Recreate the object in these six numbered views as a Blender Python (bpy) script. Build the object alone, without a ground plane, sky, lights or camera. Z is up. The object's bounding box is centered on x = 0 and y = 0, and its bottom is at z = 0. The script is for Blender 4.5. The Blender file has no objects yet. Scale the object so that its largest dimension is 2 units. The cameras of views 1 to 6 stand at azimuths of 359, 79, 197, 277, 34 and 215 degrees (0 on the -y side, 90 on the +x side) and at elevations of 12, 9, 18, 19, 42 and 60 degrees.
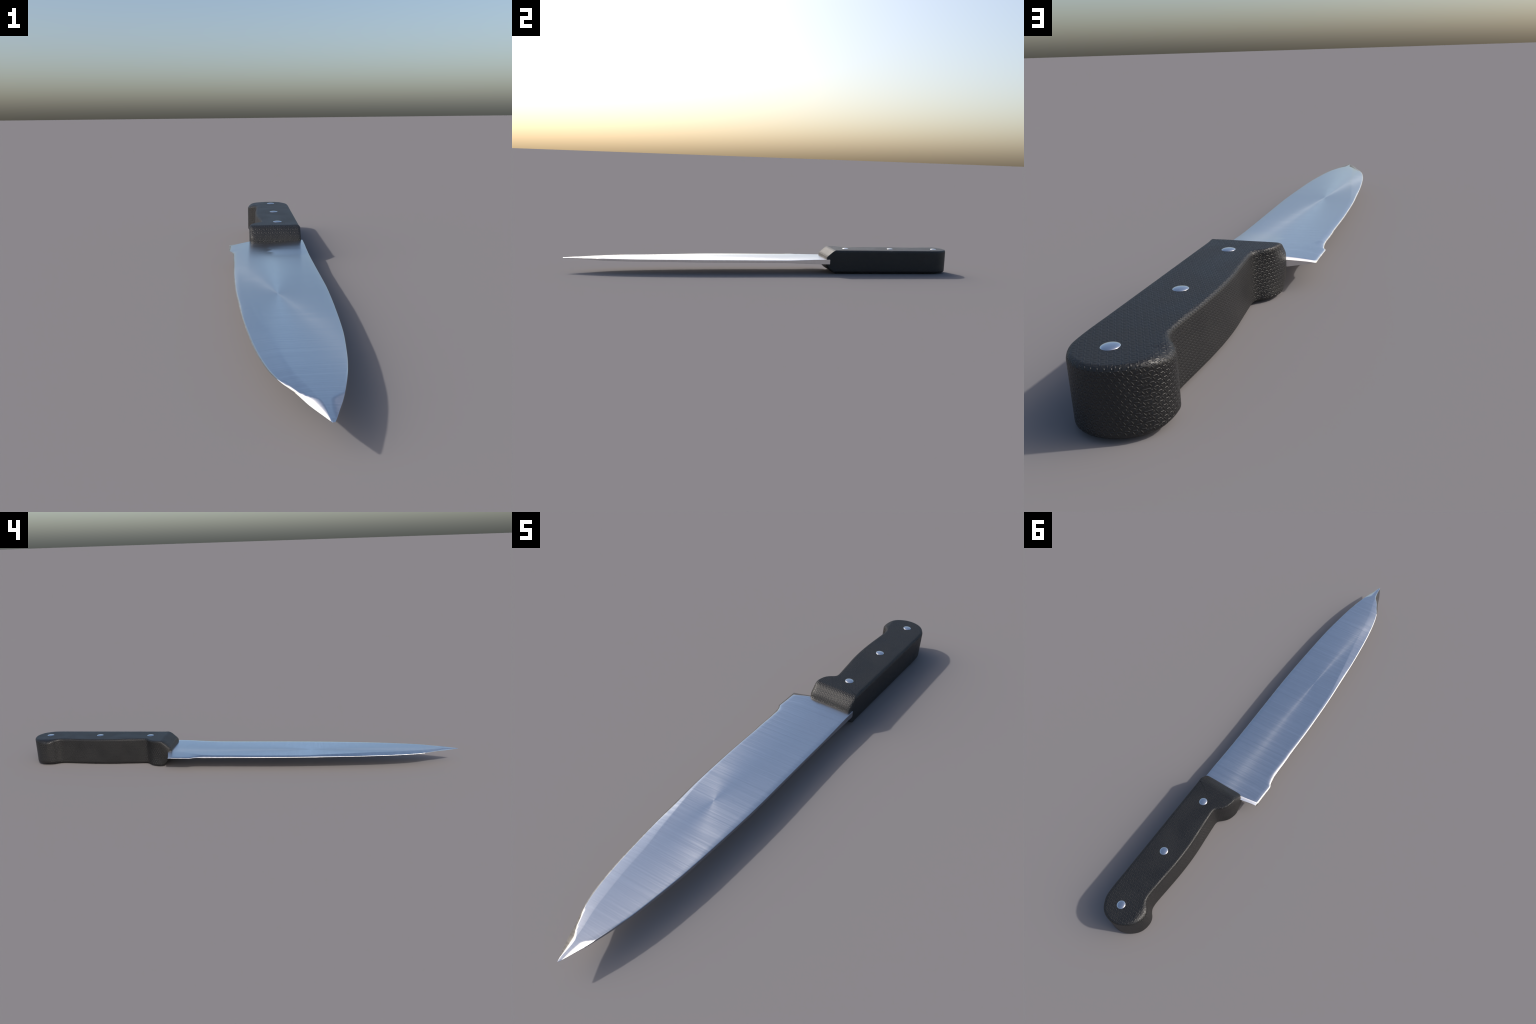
import bpy, bmesh, math
from mathutils import Vector

ZC = 0.0625            # mid plane of the knife lying flat

# ------------------------------------------------------------------ helpers
def interp(table, x):
    """smooth (monotone Hermite) interpolation through (x, value) control points"""
    t = sorted(table)
    if x <= t[0][0]: return t[0][1]
    if x >= t[-1][0]: return t[-1][1]
    n = len(t)
    d = [(t[i+1][1]-t[i][1])/(t[i+1][0]-t[i][0]) for i in range(n-1)]
    m = [d[0]] + [0 if d[i-1]*d[i] <= 0 else 2*d[i-1]*d[i]/(d[i-1]+d[i]) for i in range(1, n-1)] + [d[-1]]
    for i in range(n-1):
        if x <= t[i+1][0]:
            h = t[i+1][0]-t[i][0]; s = (x-t[i][0])/h
            return ((2*s**3-3*s*s+1)*t[i][1] + (s**3-2*s*s+s)*h*m[i]
                    + (-2*s**3+3*s*s)*t[i+1][1] + (s**3-s*s)*h*m[i+1])

def catmull_closed(pts, per):
    """closed centripetal Catmull-Rom curve"""
    out = []; n = len(pts)
    P = [Vector(p) for p in pts]
    for i in range(n):
        p0, p1, p2, p3 = P[i-1], P[i], P[(i+1) % n], P[(i+2) % n]
        t0 = 0; t1 = t0+(p1-p0).length**.5; t2 = t1+(p2-p1).length**.5; t3 = t2+(p3-p2).length**.5
        k = max(2, int((p2-p1).length/per))
        for j in range(k):
            t = t1+(t2-t1)*j/k
            a1 = p0*((t1-t)/(t1-t0))+p1*((t-t0)/(t1-t0))
            a2 = p1*((t2-t)/(t2-t1))+p2*((t-t1)/(t2-t1))
            a3 = p2*((t3-t)/(t3-t2))+p3*((t-t2)/(t3-t2))
            b1 = a1*((t2-t)/(t2-t0))+a2*((t-t0)/(t2-t0))
            b2 = a2*((t3-t)/(t3-t1))+a3*((t-t1)/(t3-t1))
            out.append(b1*((t2-t)/(t2-t1))+b2*((t-t1)/(t2-t1)))
    return out

def make_object(name, verts, faces, mat, parent, smooth=True, angle=None):
    me = bpy.data.meshes.new(name)
    me.from_pydata([tuple(v) for v in verts], [], faces)
    me.validate()
    bm = bmesh.new(); bm.from_mesh(me)
    bmesh.ops.recalc_face_normals(bm, faces=bm.faces)
    bm.to_mesh(me); bm.free()
    me.polygons.foreach_set('use_smooth', [smooth]*len(me.polygons))
    if angle is not None:
        me.set_sharp_from_angle(angle=math.radians(angle))
    me.materials.append(mat)
    ob = bpy.data.objects.new(name, me)
    bpy.context.scene.collection.objects.link(ob)
    ob.parent = parent
    return ob

class Nodes:
    def __init__(self, name):
        self.mat = bpy.data.materials.new(name); self.mat.use_nodes = True
        self.t = self.mat.node_tree; self.t.nodes.clear()
        self.out = self.new('ShaderNodeOutputMaterial')
        self.bsdf = self.new('ShaderNodeBsdfPrincipled')
        self.link(self.bsdf.outputs[0], self.out.inputs[0])
    def new(self, kind, **kw):
        n = self.t.nodes.new(kind)
        for k, v in kw.items(): setattr(n, k, v)
        return n
    def link(self, a, b): self.t.links.new(a, b)
    def put(self, sock, v):
        if isinstance(v, bpy.types.NodeSocket): self.link(v, sock)
        else: sock.default_value = v
    def math(self, op, a, b=None, c=None, clamp=False):
        n = self.new('ShaderNodeMath', operation=op, use_clamp=clamp)
        self.put(n.inputs[0], a)
        if b is not None: self.put(n.inputs[1], b)
        if c is not None: self.put(n.inputs[2], c)
        return n.outputs[0]
    def maprange(self, v, a, b, c, d):
        n = self.new('ShaderNodeMapRange', interpolation_type='SMOOTHSTEP')
        for i, x in enumerate((v, a, b, c, d)): self.put(n.inputs[i], x)
        return n.outputs[0]
    def noise(self, vec, scale, detail=2.0, rough=0.5):
        n = self.new('ShaderNodeTexNoise')
        self.put(n.inputs['Vector'], vec)
        n.inputs['Scale'].default_value = scale
        n.inputs['Detail'].default_value = detail
        n.inputs['Roughness'].default_value = rough
        return n.outputs['Fac']
    def mapping(self, vec, scale=(1, 1, 1), rot=(0, 0, 0)):
        n = self.new('ShaderNodeMapping')
        self.link(vec, n.inputs['Vector'])
        n.inputs['Scale'].default_value = scale
        n.inputs['Rotation'].default_value = rot
        return n.outputs[0]

# ---------------------------------------------------------------- materials
def brushed_steel():
    g = Nodes('brushed_steel')
    obj = g.new('ShaderNodeTexCoord').outputs['Object']
    # fine grinding lines that run across the blade, from spine to edge
    rot = g.mapping(obj, rot=(0, 0, math.radians(-3)))
    fine = g.noise(g.mapping(rot, (4, 210, 4)), 1.0, 2.0, 0.5)
    broad = g.noise(g.mapping(rot, (2.5, 60, 2.5)), 1.0, 1.0, 0.5)
    lines = g.math('ADD', g.math('MULTIPLY', fine, 0.65), g.math('MULTIPLY', broad, 0.35))
    ramp = g.new('ShaderNodeValToRGB')
    g.link(lines, ramp.inputs[0])
    ramp.color_ramp.elements[0].position = 0.30; ramp.color_ramp.elements[0].color = (0.72, 0.72, 0.725, 1)
    ramp.color_ramp.elements[1].position = 0.70; ramp.color_ramp.elements[1].color = (0.79, 0.79, 0.795, 1)
    g.link(ramp.outputs[0], g.bsdf.inputs['Base Color'])
    g.bsdf.inputs['Metallic'].default_value = 1.0
    g.put(g.bsdf.inputs['Roughness'], g.maprange(lines, 0.3, 0.7, 0.20, 0.25))
    g.bsdf.inputs['Anisotropic'].default_value = 0.8
    bump = g.new('ShaderNodeBump')
    bump.inputs['Strength'].default_value = 0.09
    bump.inputs['Distance'].default_value = 0.001
    g.link(lines, bump.inputs['Height'])
    g.link(bump.outputs[0], g.bsdf.inputs['Normal'])
    return g.mat

def polished_steel():
    g = Nodes('polished_steel')
    obj = g.new('ShaderNodeTexCoord').outputs['Object']
    n = g.noise(g.mapping(obj, (40, 300, 40)), 1.0, 2.0)
    g.bsdf.inputs['Base Color'].default_value = (0.78, 0.78, 0.79, 1)
    g.bsdf.inputs['Metallic'].default_value = 1.0
    g.put(g.bsdf.inputs['Roughness'], g.maprange(n, 0.3, 0.7, 0.14, 0.19))
    return g.mat

def textured_plastic():
    """black moulded plastic with an embossed lattice of short dashes, three directions"""
    g = Nodes('textured_black_plastic')
    tc = g.new('ShaderNodeTexCoord')
    sep = g.new('ShaderNodeSeparateXYZ'); g.link(tc.outputs['Object'], sep.inputs[0])
    x, y, z = sep.outputs
    ns = g.new('ShaderNodeSeparateXYZ'); g.link(tc.outputs['Normal'], ns.inputs[0])
    nx, ny, nz = [g.math('ABSOLUTE', o) for o in ns.outputs]
    # project on the dominant plane: (u, v) = (x, y) on the broad faces, (y, z) or (x, z) on the sides
    flat = g.math('GREATER_THAN', nz, 0.72)
    endw = g.math('GREATER_THAN', ny, nx)
    def choose(mask, a, b):   # mask ? a : b
        return g.math('ADD', g.math('MULTIPLY', mask, g.math('SUBTRACT', a, b)), b)
    u_side = choose(endw, x, y)
    u = choose(flat, x, u_side)
    v = choose(flat, y, z)
    # lattice pitch: coarse on the broad faces, fine along the grip, medium on the knob and bolster
    grip = g.math('MULTIPLY', g.math('LESS_THAN', g.math('ABSOLUTE', g.math('SUBTRACT', y, 0.655)), 0.195), g.math('GREATER_THAN', nx, 0.75))
    front = g.math('LESS_THAN', y, 0.365)
    inv = choose(flat, 1/0.0125, choose(grip, 1/0.0085, choose(front, 1/0.0085, 1/0.0102)))
    us = g.math('MULTIPLY', u, inv); vs = g.math('MULTIPLY', v, inv)
    def row(a):      # distance to the nearest line of the family with normal direction a, 0..0.5
        c = g.math('ADD', g.math('MULTIPLY', us, math.cos(a)/0.8660), g.math('MULTIPLY', vs, math.sin(a)/0.8660))
        return g.math('SUBTRACT', 0.5, g.math('ABSOLUTE', g.math('SUBTRACT', g.math('FRACT', g.math('ADD', c, 500.0)), 0.5)))
    height = None
    for k in range(3):
        a = math.radians(90+60*k)
        ridge = g.maprange(row(a), 0.03, 0.15, 1.0, 0.0)
        # the dashes stop short of the lattice nodes
        dash = g.math('MULTIPLY', ridge, g.maprange(row(a+math.radians(60)), 0.19, 0.30, 0.0, 1.0))
        height = dash if height is None else g.math('MAXIMUM', height, dash)
    mottle = g.noise(tc.outputs['Object'], 14.0, 3.0)
    grain = g.noise(tc.outputs['Object'], 420.0, 2.0)
    ramp = g.new('ShaderNodeValToRGB'); g.link(mottle, ramp.inputs[0])
    ramp.color_ramp.elements[0].position = 0.3; ramp.color_ramp.elements[0].color = (0.0090, 0.0090, 0.0091, 1)
    ramp.color_ramp.elements[1].position = 0.7; ramp.color_ramp.elements[1].color = (0.0130, 0.0129, 0.0128, 1)
    g.link(ramp.outputs[0], g.bsdf.inputs['Base Color'])
    g.put(g.bsdf.inputs['Roughness'], g.maprange(mottle, 0.3, 0.7, 0.42, 0.50))
    height = g.math('MULTIPLY', height, choose(flat, 0.5, 1.0))
    total = g.math('ADD', height, g.math('MULTIPLY', grain, 0.15))
    bump = g.new('ShaderNodeBump')
    bump.inputs['Strength'].default_value = 1.0
    bump.inputs['Distance'].default_value = 0.00085
    g.link(total, bump.inputs['Height'])
    g.link(bump.outputs[0], g.bsdf.inputs['Normal'])
    return g.mat

STEEL, RIVET, PLASTIC = brushed_steel(), polished_steel(), textured_plastic()

# ---------------------------------------------------------------- the knife
knife = bpy.data.objects.new('kitchen_knife', None)
bpy.context.scene.collection.objects.link(knife)
knife['label'] = 'long steel kitchen knife with black riveted plastic handle'
knife['category'] = 'kitchen knife'

# ---------------------------------------------------------------- blade
# all profiles are functions of y (tip at -1, heel at +0.314)
EDGE = [(-1.0, .0372), (-.985, .0298), (-.9427, .0098), (-.902, -.0057), (-.857, -.0272), (-.8055, -.0452),
        (-.731, -.0609), (-.653, -.0724), (-.5245, -.0859), (-.404, -.0953), (-.293, -.1029), (-.205, -.1064),
        (-.097, -.1093), (0, -.1097), (.045, -.1101), (.06, -.1112), (.092, -.1117), (.131, -.1115),
        (.165, -.1129), (.185, -.1152), (.200, -.1188), (.212, -.1251), (.220, -.1257), (.266, -.1251), (.33, -.1257)]
SPINE = [(-1.0, .0405), (-.9934, .0432), (-.96, .0537), (-.928, .0637), (-.844, .0837), (-.79, .0937), (-.73, .1015), (-.61, .1132),
         (-.483, .1195), (-.36, .1237), (-.26, .1254), (-.16, .1248), (-.02, .1238), (.11, .1234), (.33, .1236)]
HALF = [(-1.0, .0010), (-.985, .0022), (-.93, .0040), (-.85, .0050), (-.6, .0055), (-.2, .0062), (.10, .0065), (.2, .0095), (.285, .0122), (.33, .0125)]
SPINE_HALF = [(-1.0, .0005), (-.93, .0022), (-.85, .0036), (-.6, .0046), (-.2, .0052), (.10, .0056), (.2, .0085), (.285, .0118), (.33, .0122)]
GRIND = [(-1.0, .001), (-.985, .006), (-.93, .021), (-.91, .024), (-.85, .034), (-.77, .040), (-.63, .040), (-.5, .029), (-.28, .0125),
         (0, .0095), (.15, .011), (.20, .040), (.25, .062), (.33, .075)]
SPINE_EASE = [(-1.0, .0012), (-.985, .006), (-.93, .016), (-.88, .010), (-.84, .004), (-.8, .0016), (.33, .0016)]
EDGE_HALF = 0.0006
HEEL_Y, HEEL_EASE = .314, .014

def blade_section(y):
    """x positions and half thicknesses from edge to spine"""
    xe, xs = interp(EDGE, y), interp(SPINE, y)
    t0, ts = interp(HALF, y), interp(SPINE_HALF, y)
    w = xs-xe
    gb, ge = min(interp(GRIND, y), .46*w), min(interp(SPINE_EASE, y), .40*w)
    pts = [(xe, EDGE_HALF*min(1, t0/.003)*.6)]
    te = pts[0][1]
    for f in (.12, .3, .5, .7, .85, .95, 1.0):      # grind: straight wedge, eased into the flat
        s = f if f < .8 else f-.0*f
        pts.append((xe+gb*f, te+(t0-te)*(1-(1-s)**1.15)))
    xa, xb = xe+gb, xs-ge
    for k in range(1, 18):
        pts.append((xa+(xb-xa)*(k/18)**1.5, t0))
    for f in (0, .35, .7, 1.0):
        pts.append((xb+(xs-xb)*f, t0+(ts-t0)*f**1.6))
    return pts

ys = []
y = -1.0
while y < HEEL_Y-1e-6:
    ys.append(y)
    y += .0025 if y < -.9 else (.004 if .12 < y < .23 or y < -.8 else .010)
    if y > HEEL_Y-HEEL_EASE: break
ys = [v for v in ys if v < HEEL_Y-HEEL_EASE-.002]
ys += [HEEL_Y-HEEL_EASE*f for f in (1.0, .75, .5, .25, .1, 0.0)]

MID = [(-1.0, .0642), (-.6, .0640), (-.2, .0638), (.1, .0630), (.3, .0625)]      # the blade rises a little towards the point

def smooth01(v):
    v = max(0.0, min(1.0, v)); return v*v*(3-2*v)

def heel_shift(x):
    """the heel line curves back towards the handle"""
    return .0165*smooth01((x+.130)/.095)

verts, faces, rows, info = [], [], [], []
for y in ys:
    sec = blade_section(y)
    ramp = smooth01((y-.25)/(HEEL_Y-.25))
    f = max(0, (y-(HEEL_Y-HEEL_EASE))/HEEL_EASE)
    drop = 1-.30*f**2                       # the heel is eased over
    zc = interp(MID, y)
    pt = lambda x, t, s: (x, y+heel_shift(x)*ramp, zc+s*t*(drop if x < -.03 else 1))
    r = [pt(x, t, 1) for x, t in sec] + [(sec[-1][0], y+heel_shift(.12)*ramp, zc)] + [pt(x, t, -1) for x, t in reversed(sec)]
    rows.append(range(len(verts), len(verts)+len(r))); verts += r
    info += [y]*len(r)
NT = len(sec)
kind = []
for a, b in zip(rows, rows[1:]):
    n = len(a)
    for i in range(n):
        j = (i+1) % n
        faces.append((a[i], a[j], b[j], b[i]))
        kind.append('top' if i < NT-1 else 'spine' if i <= NT else 'bottom' if i < n-1 else 'edge')
def cap(r):
    r = list(r); n = len(r); half = (n-1)//2
    out = [(r[i], r[i+1], r[n-2-i], r[n-1-i]) for i in range(half-1)]
    return out + [(r[half-1], r[half], r[half+1])]
for r in (rows[-1], rows[0]):
    c = cap(r); faces += c; kind += ['end']*len(c)
blade = make_object('blade', verts, faces, STEEL, knife)

# highlights drawn by custom normals, not by the mesh: on the broad faces they
# lean over so edge, heel and point catch pale sky and sun glare
ROLL = [(-1.0, .35), (-.8, .50), (-.4, .45), (-.3, .35), (-.05, .35), (.05, .52), (.19, .60), (.22, .45), (.33, .42)]
ROLL_W = [(-1.0, .003), (-.8, .005), (-.45, .006), (-.25, .016), (0, .022), (.15, .024), (.2, .022), (.33, .018)]
GRIND_SHOW = [(-1.0, .8), (-.45, .9), (-.3, .3), (-.1, .12), (.1, .06), (.33, .10)]
TIP_SPINE = [(-1.0, .0400), (-.934, .0425), (-.90, .0686), (-.861, .081), (-.85, .2)]
TIP_EDGE = [(-1.0, .0372), (-.96, .0345), (-.934, .0300), (-.907, .0070), (-.87, -.0155), (-.845, -.030), (-.80, -.2)]
CREASE = [(-.91, .011), (-.905, .0045), (-.785, -.0145), (-.67, -.028), (-.555, -.043), (-.46, -.050), (-.35, -.062)]

def roll_tilt(x, y, yr):
    """sideways lean of the shading normal at a point of the broad face"""
    xe = interp(EDGE, yr)
    tx = ty = 0.0
    d = (x-xe)/interp(ROLL_W, yr)
    if d < 1: tx -= interp(ROLL, yr)*(1-d)**2
    d = (x-xe)/.0035                      # normals only: thin white glint drawn along the cutting edge
    if d < 1 and yr > -.9: tx -= 1.5*(1-d)
    # white reflection band at the heel, made by leaning normals towards the sun
    band = (HEEL_Y+heel_shift(x)-y)/.0155
    if x < -.02 and band < 1:
        k = smooth01((1-band)/.35)*smooth01((-.022-x)/.012)
        tx -= .62*k; ty += .36*k
    # point, edge side: normals bent to show white sun glare, then beige horizon
    if yr < -.80:
        w = interp(TIP_EDGE, yr)-x
        k = smooth01(w/.003)
        e = max(0, min(1, w/max(.004, interp(TIP_EDGE, yr)-xe)))
        e = .35+(1.7+1.8*smooth01((yr+.94)/.06))*e**1.5
        tx -= .55*e*k; ty -= .75*e*k
    if yr < -.85:
        k = smooth01((x-interp(TIP_SPINE, yr))/.009)  # spine side of the point: bright sun patch set by tilted normals
        tx -= .26*k; ty -= .33*k
    if -.91 < yr < -.36:  # dark streak: normals nudged to mirror the deeper blue zenith
        d = (x-interp(CREASE, yr))/.0045
        k = math.exp(-d*d)*smooth01((-.36-yr)/.15)
        tx += .016*k; ty -= .016*k
    return tx, ty

me = blade.data
acc = {}
for p in me.polygons:
    if kind[p.index] in ('top', 'bottom'):
        for v in p.vertices: acc[v] = acc.get(v, Vector())+p.normal
loops = []
for p in me.polygons:
    k = kind[p.index]
    for v in p.vertices:
        if k in ('top', 'bottom'):
            x, y, z = me.vertices[v].co
            s = 1 if k == 'top' else -1
            g = acc[v].normalized()
            show = interp(GRIND_SHOW, info[v])
            if x > .5*(interp(EDGE, info[v])+interp(SPINE, info[v])): show = 1
            tx, ty = roll_tilt(x, y, info[v])
            loops.append(Vector((g.x*show+tx, g.y*show+ty, s*abs(g.z))).normalized())
        else:
            loops.append(p.normal.copy())
me.normals_split_custom_set(loops)

# ---------------------------------------------------------------- handle
HH = .0597                 # half thickness of the handle
OUTLINE = [(.1177, .352), (.1177, .3225), (.1157, .3185), (.1100, .317), (.0200, .3165), (-.0430, .3165), (-.0505, .319), (-.0555, .326), (-.0575, .345),
           (-.0545, .370), (-.0490, .391), (-.0385, .411), (-.0255, .427), (-.0160, .440), (-.0142, .453), (-.0159, .475),
           (-.0209, .530), (-.0264, .590), (-.0286, .650), (-.0274, .715), (-.0239, .775), (-.0206, .825), (-.0202, .848),
           (-.0229, .866), (-.0314, .880), (-.0434, .892), (-.0519, .907), (-.0539, .923), (-.0504, .942), (-.0400, .962),
           (-.0220, .980), (.0050, .995), (.0340, 1.0), (.0620, .9955), (.0850, .983), (.1020, .963), (.1137, .938), (.1174, .905),
           (.1177, .80), (.1177, .65), (.1177, .50)]
FRONT = [(0, .3130), (.018, .3135), (.024, .3155), (.030, .3205), (.040, .3315), (.050, .3430), (.0555, .3505), (.0597, .359)]
BLEND_Y = .43

def edge_radius(p):
    """(inset, drop) of the rounding round the broad faces; wide and soft on the belly side of the butt knob"""
    r = .0095
    if p.x > .10: r = .0120
    d = math.hypot((p.x+.050)/.026, (p.y-.918)/.034)
    k = math.exp(-d*d)
    if p.y < .36: r -= .0025*min(1, (.36-p.y)/.04)
    return r+.030*k, r+.009*k

curve = catmull_closed(OUTLINE, .004)
# even resampling of the curve
def resample(c, step):
    L = [0]
    for i in range(len(c)): L.append(L[-1]+(c[(i+1) % len(c)]-c[i]).length)
    n = int(L[-1]/step); out = []; k = 0
    for i in range(n):
        s = L[-1]*i/n
        while L[k+1] < s: k += 1
        f = (s-L[k])/(L[k+1]-L[k])
        out.append(c[k].lerp(c[(k+1) % len(c)], f))
    return out
curve = resample(curve, .0035)
N = len(curve)
area = sum(curve[i-1].x*curve[i].y-curve[i].x*curve[i-1].y for i in range(N))
sgn = 1 if area > 0 else -1
normals = []
for i in range(N):
    t = (curve[(i+2) % N]-curve[i-2]).normalized()
    normals.append(Vector((t.y, -t.x))*sgn)          # outward
insets, radii = zip(*[edge_radius(p) for p in curve])
for _ in range(6):
    insets = [(insets[i-1]+insets[i]+insets[(i+1) % N])/3 for i in range(N)]
    radii = [(radii[i-1]+radii[i]+radii[(i+1) % N])/3 for i in range(N)]

def squash(y, dz):
    if y >= BLEND_Y: return y
    s = (BLEND_Y-y)/(BLEND_Y-.3165)
    return BLEND_Y-s*(BLEND_Y-interp(FRONT, dz))

rings = []        # each ring: list of (x, y, dz), from the mid plane up to the face
for f in (0, .2, .4, .5, .6, .7, .8, .88, .95):
    rings.append([(p.x, p.y, (HH-r)*f) for p, r in zip(curve, radii)])
for k in range(0, 9):
    a = math.pi/2*k/8
    rings.append([(p.x-m.x*q*(1-math.cos(a)), p.y-m.y*q*(1-math.cos(a)), HH-r*(1-math.sin(a)))
                  for p, m, q, r in zip(curve, normals, insets, radii)])
rings.append([(p.x-m.x*(q+.002), p.y-m.y*(q+.002), HH) for p, m, q in zip(curve, normals, insets)])
levels = [(1, r) for r in rings[::-1]] + [(-1, r) for r in rings[1:]]
verts, faces = [], []
for s, r in levels:
    verts += [(x, squash(y, dz), ZC+s*dz) for x, y, dz in r]
for k in range(len(levels)-1):
    for i in range(N):
        j = (i+1) % N
        faces.append((k*N+i, k*N+j, (k+1)*N+j, (k+1)*N+i))
faces.append(tuple(range(N)))
faces.append(tuple(reversed(range((len(levels)-1)*N, len(levels)*N))))
handle = make_object('handle', verts, faces, PLASTIC, knife)

# ---------------------------------------------------------------- rivets
RAD, RISE = .0157, .0050
base = HH-.002
prof = [(1.0, 0), (1.0, .0018), (.985, .0021), (.93, .0027), (.86, .0032), (.75, .0038), (.6, .0043), (.42, .0047), (.22, .0049), (.1, .0050)]
S = 48
verts, faces = [], []
for f, h in prof:
    verts += [(RAD*f*math.cos(2*math.pi*i/S), RAD*f*math.sin(2*math.pi*i/S), h) for i in range(S)]
for k in range(len(prof)-1):
    for i in range(S):
        faces.append((k*S+i, k*S+(i+1) % S, (k+1)*S+(i+1) % S, (k+1)*S+i))
faces.append(tuple((len(prof)-1)*S+i for i in range(S)))
faces.append(tuple(reversed(range(S))))
first = make_object('rivet', verts, faces, RIVET, handle)
first.location = (.0438, .4339, ZC+base)
for yy, side in ((.6832, 1), (.9328, 1), (.4339, -1), (.6832, -1), (.9328, -1)):
    r = first.copy()
    bpy.context.scene.collection.objects.link(r)
    r.location = (.0438, yy, ZC+side*base)
    if side < 0: r.rotation_euler = (math.pi, 0, 0)
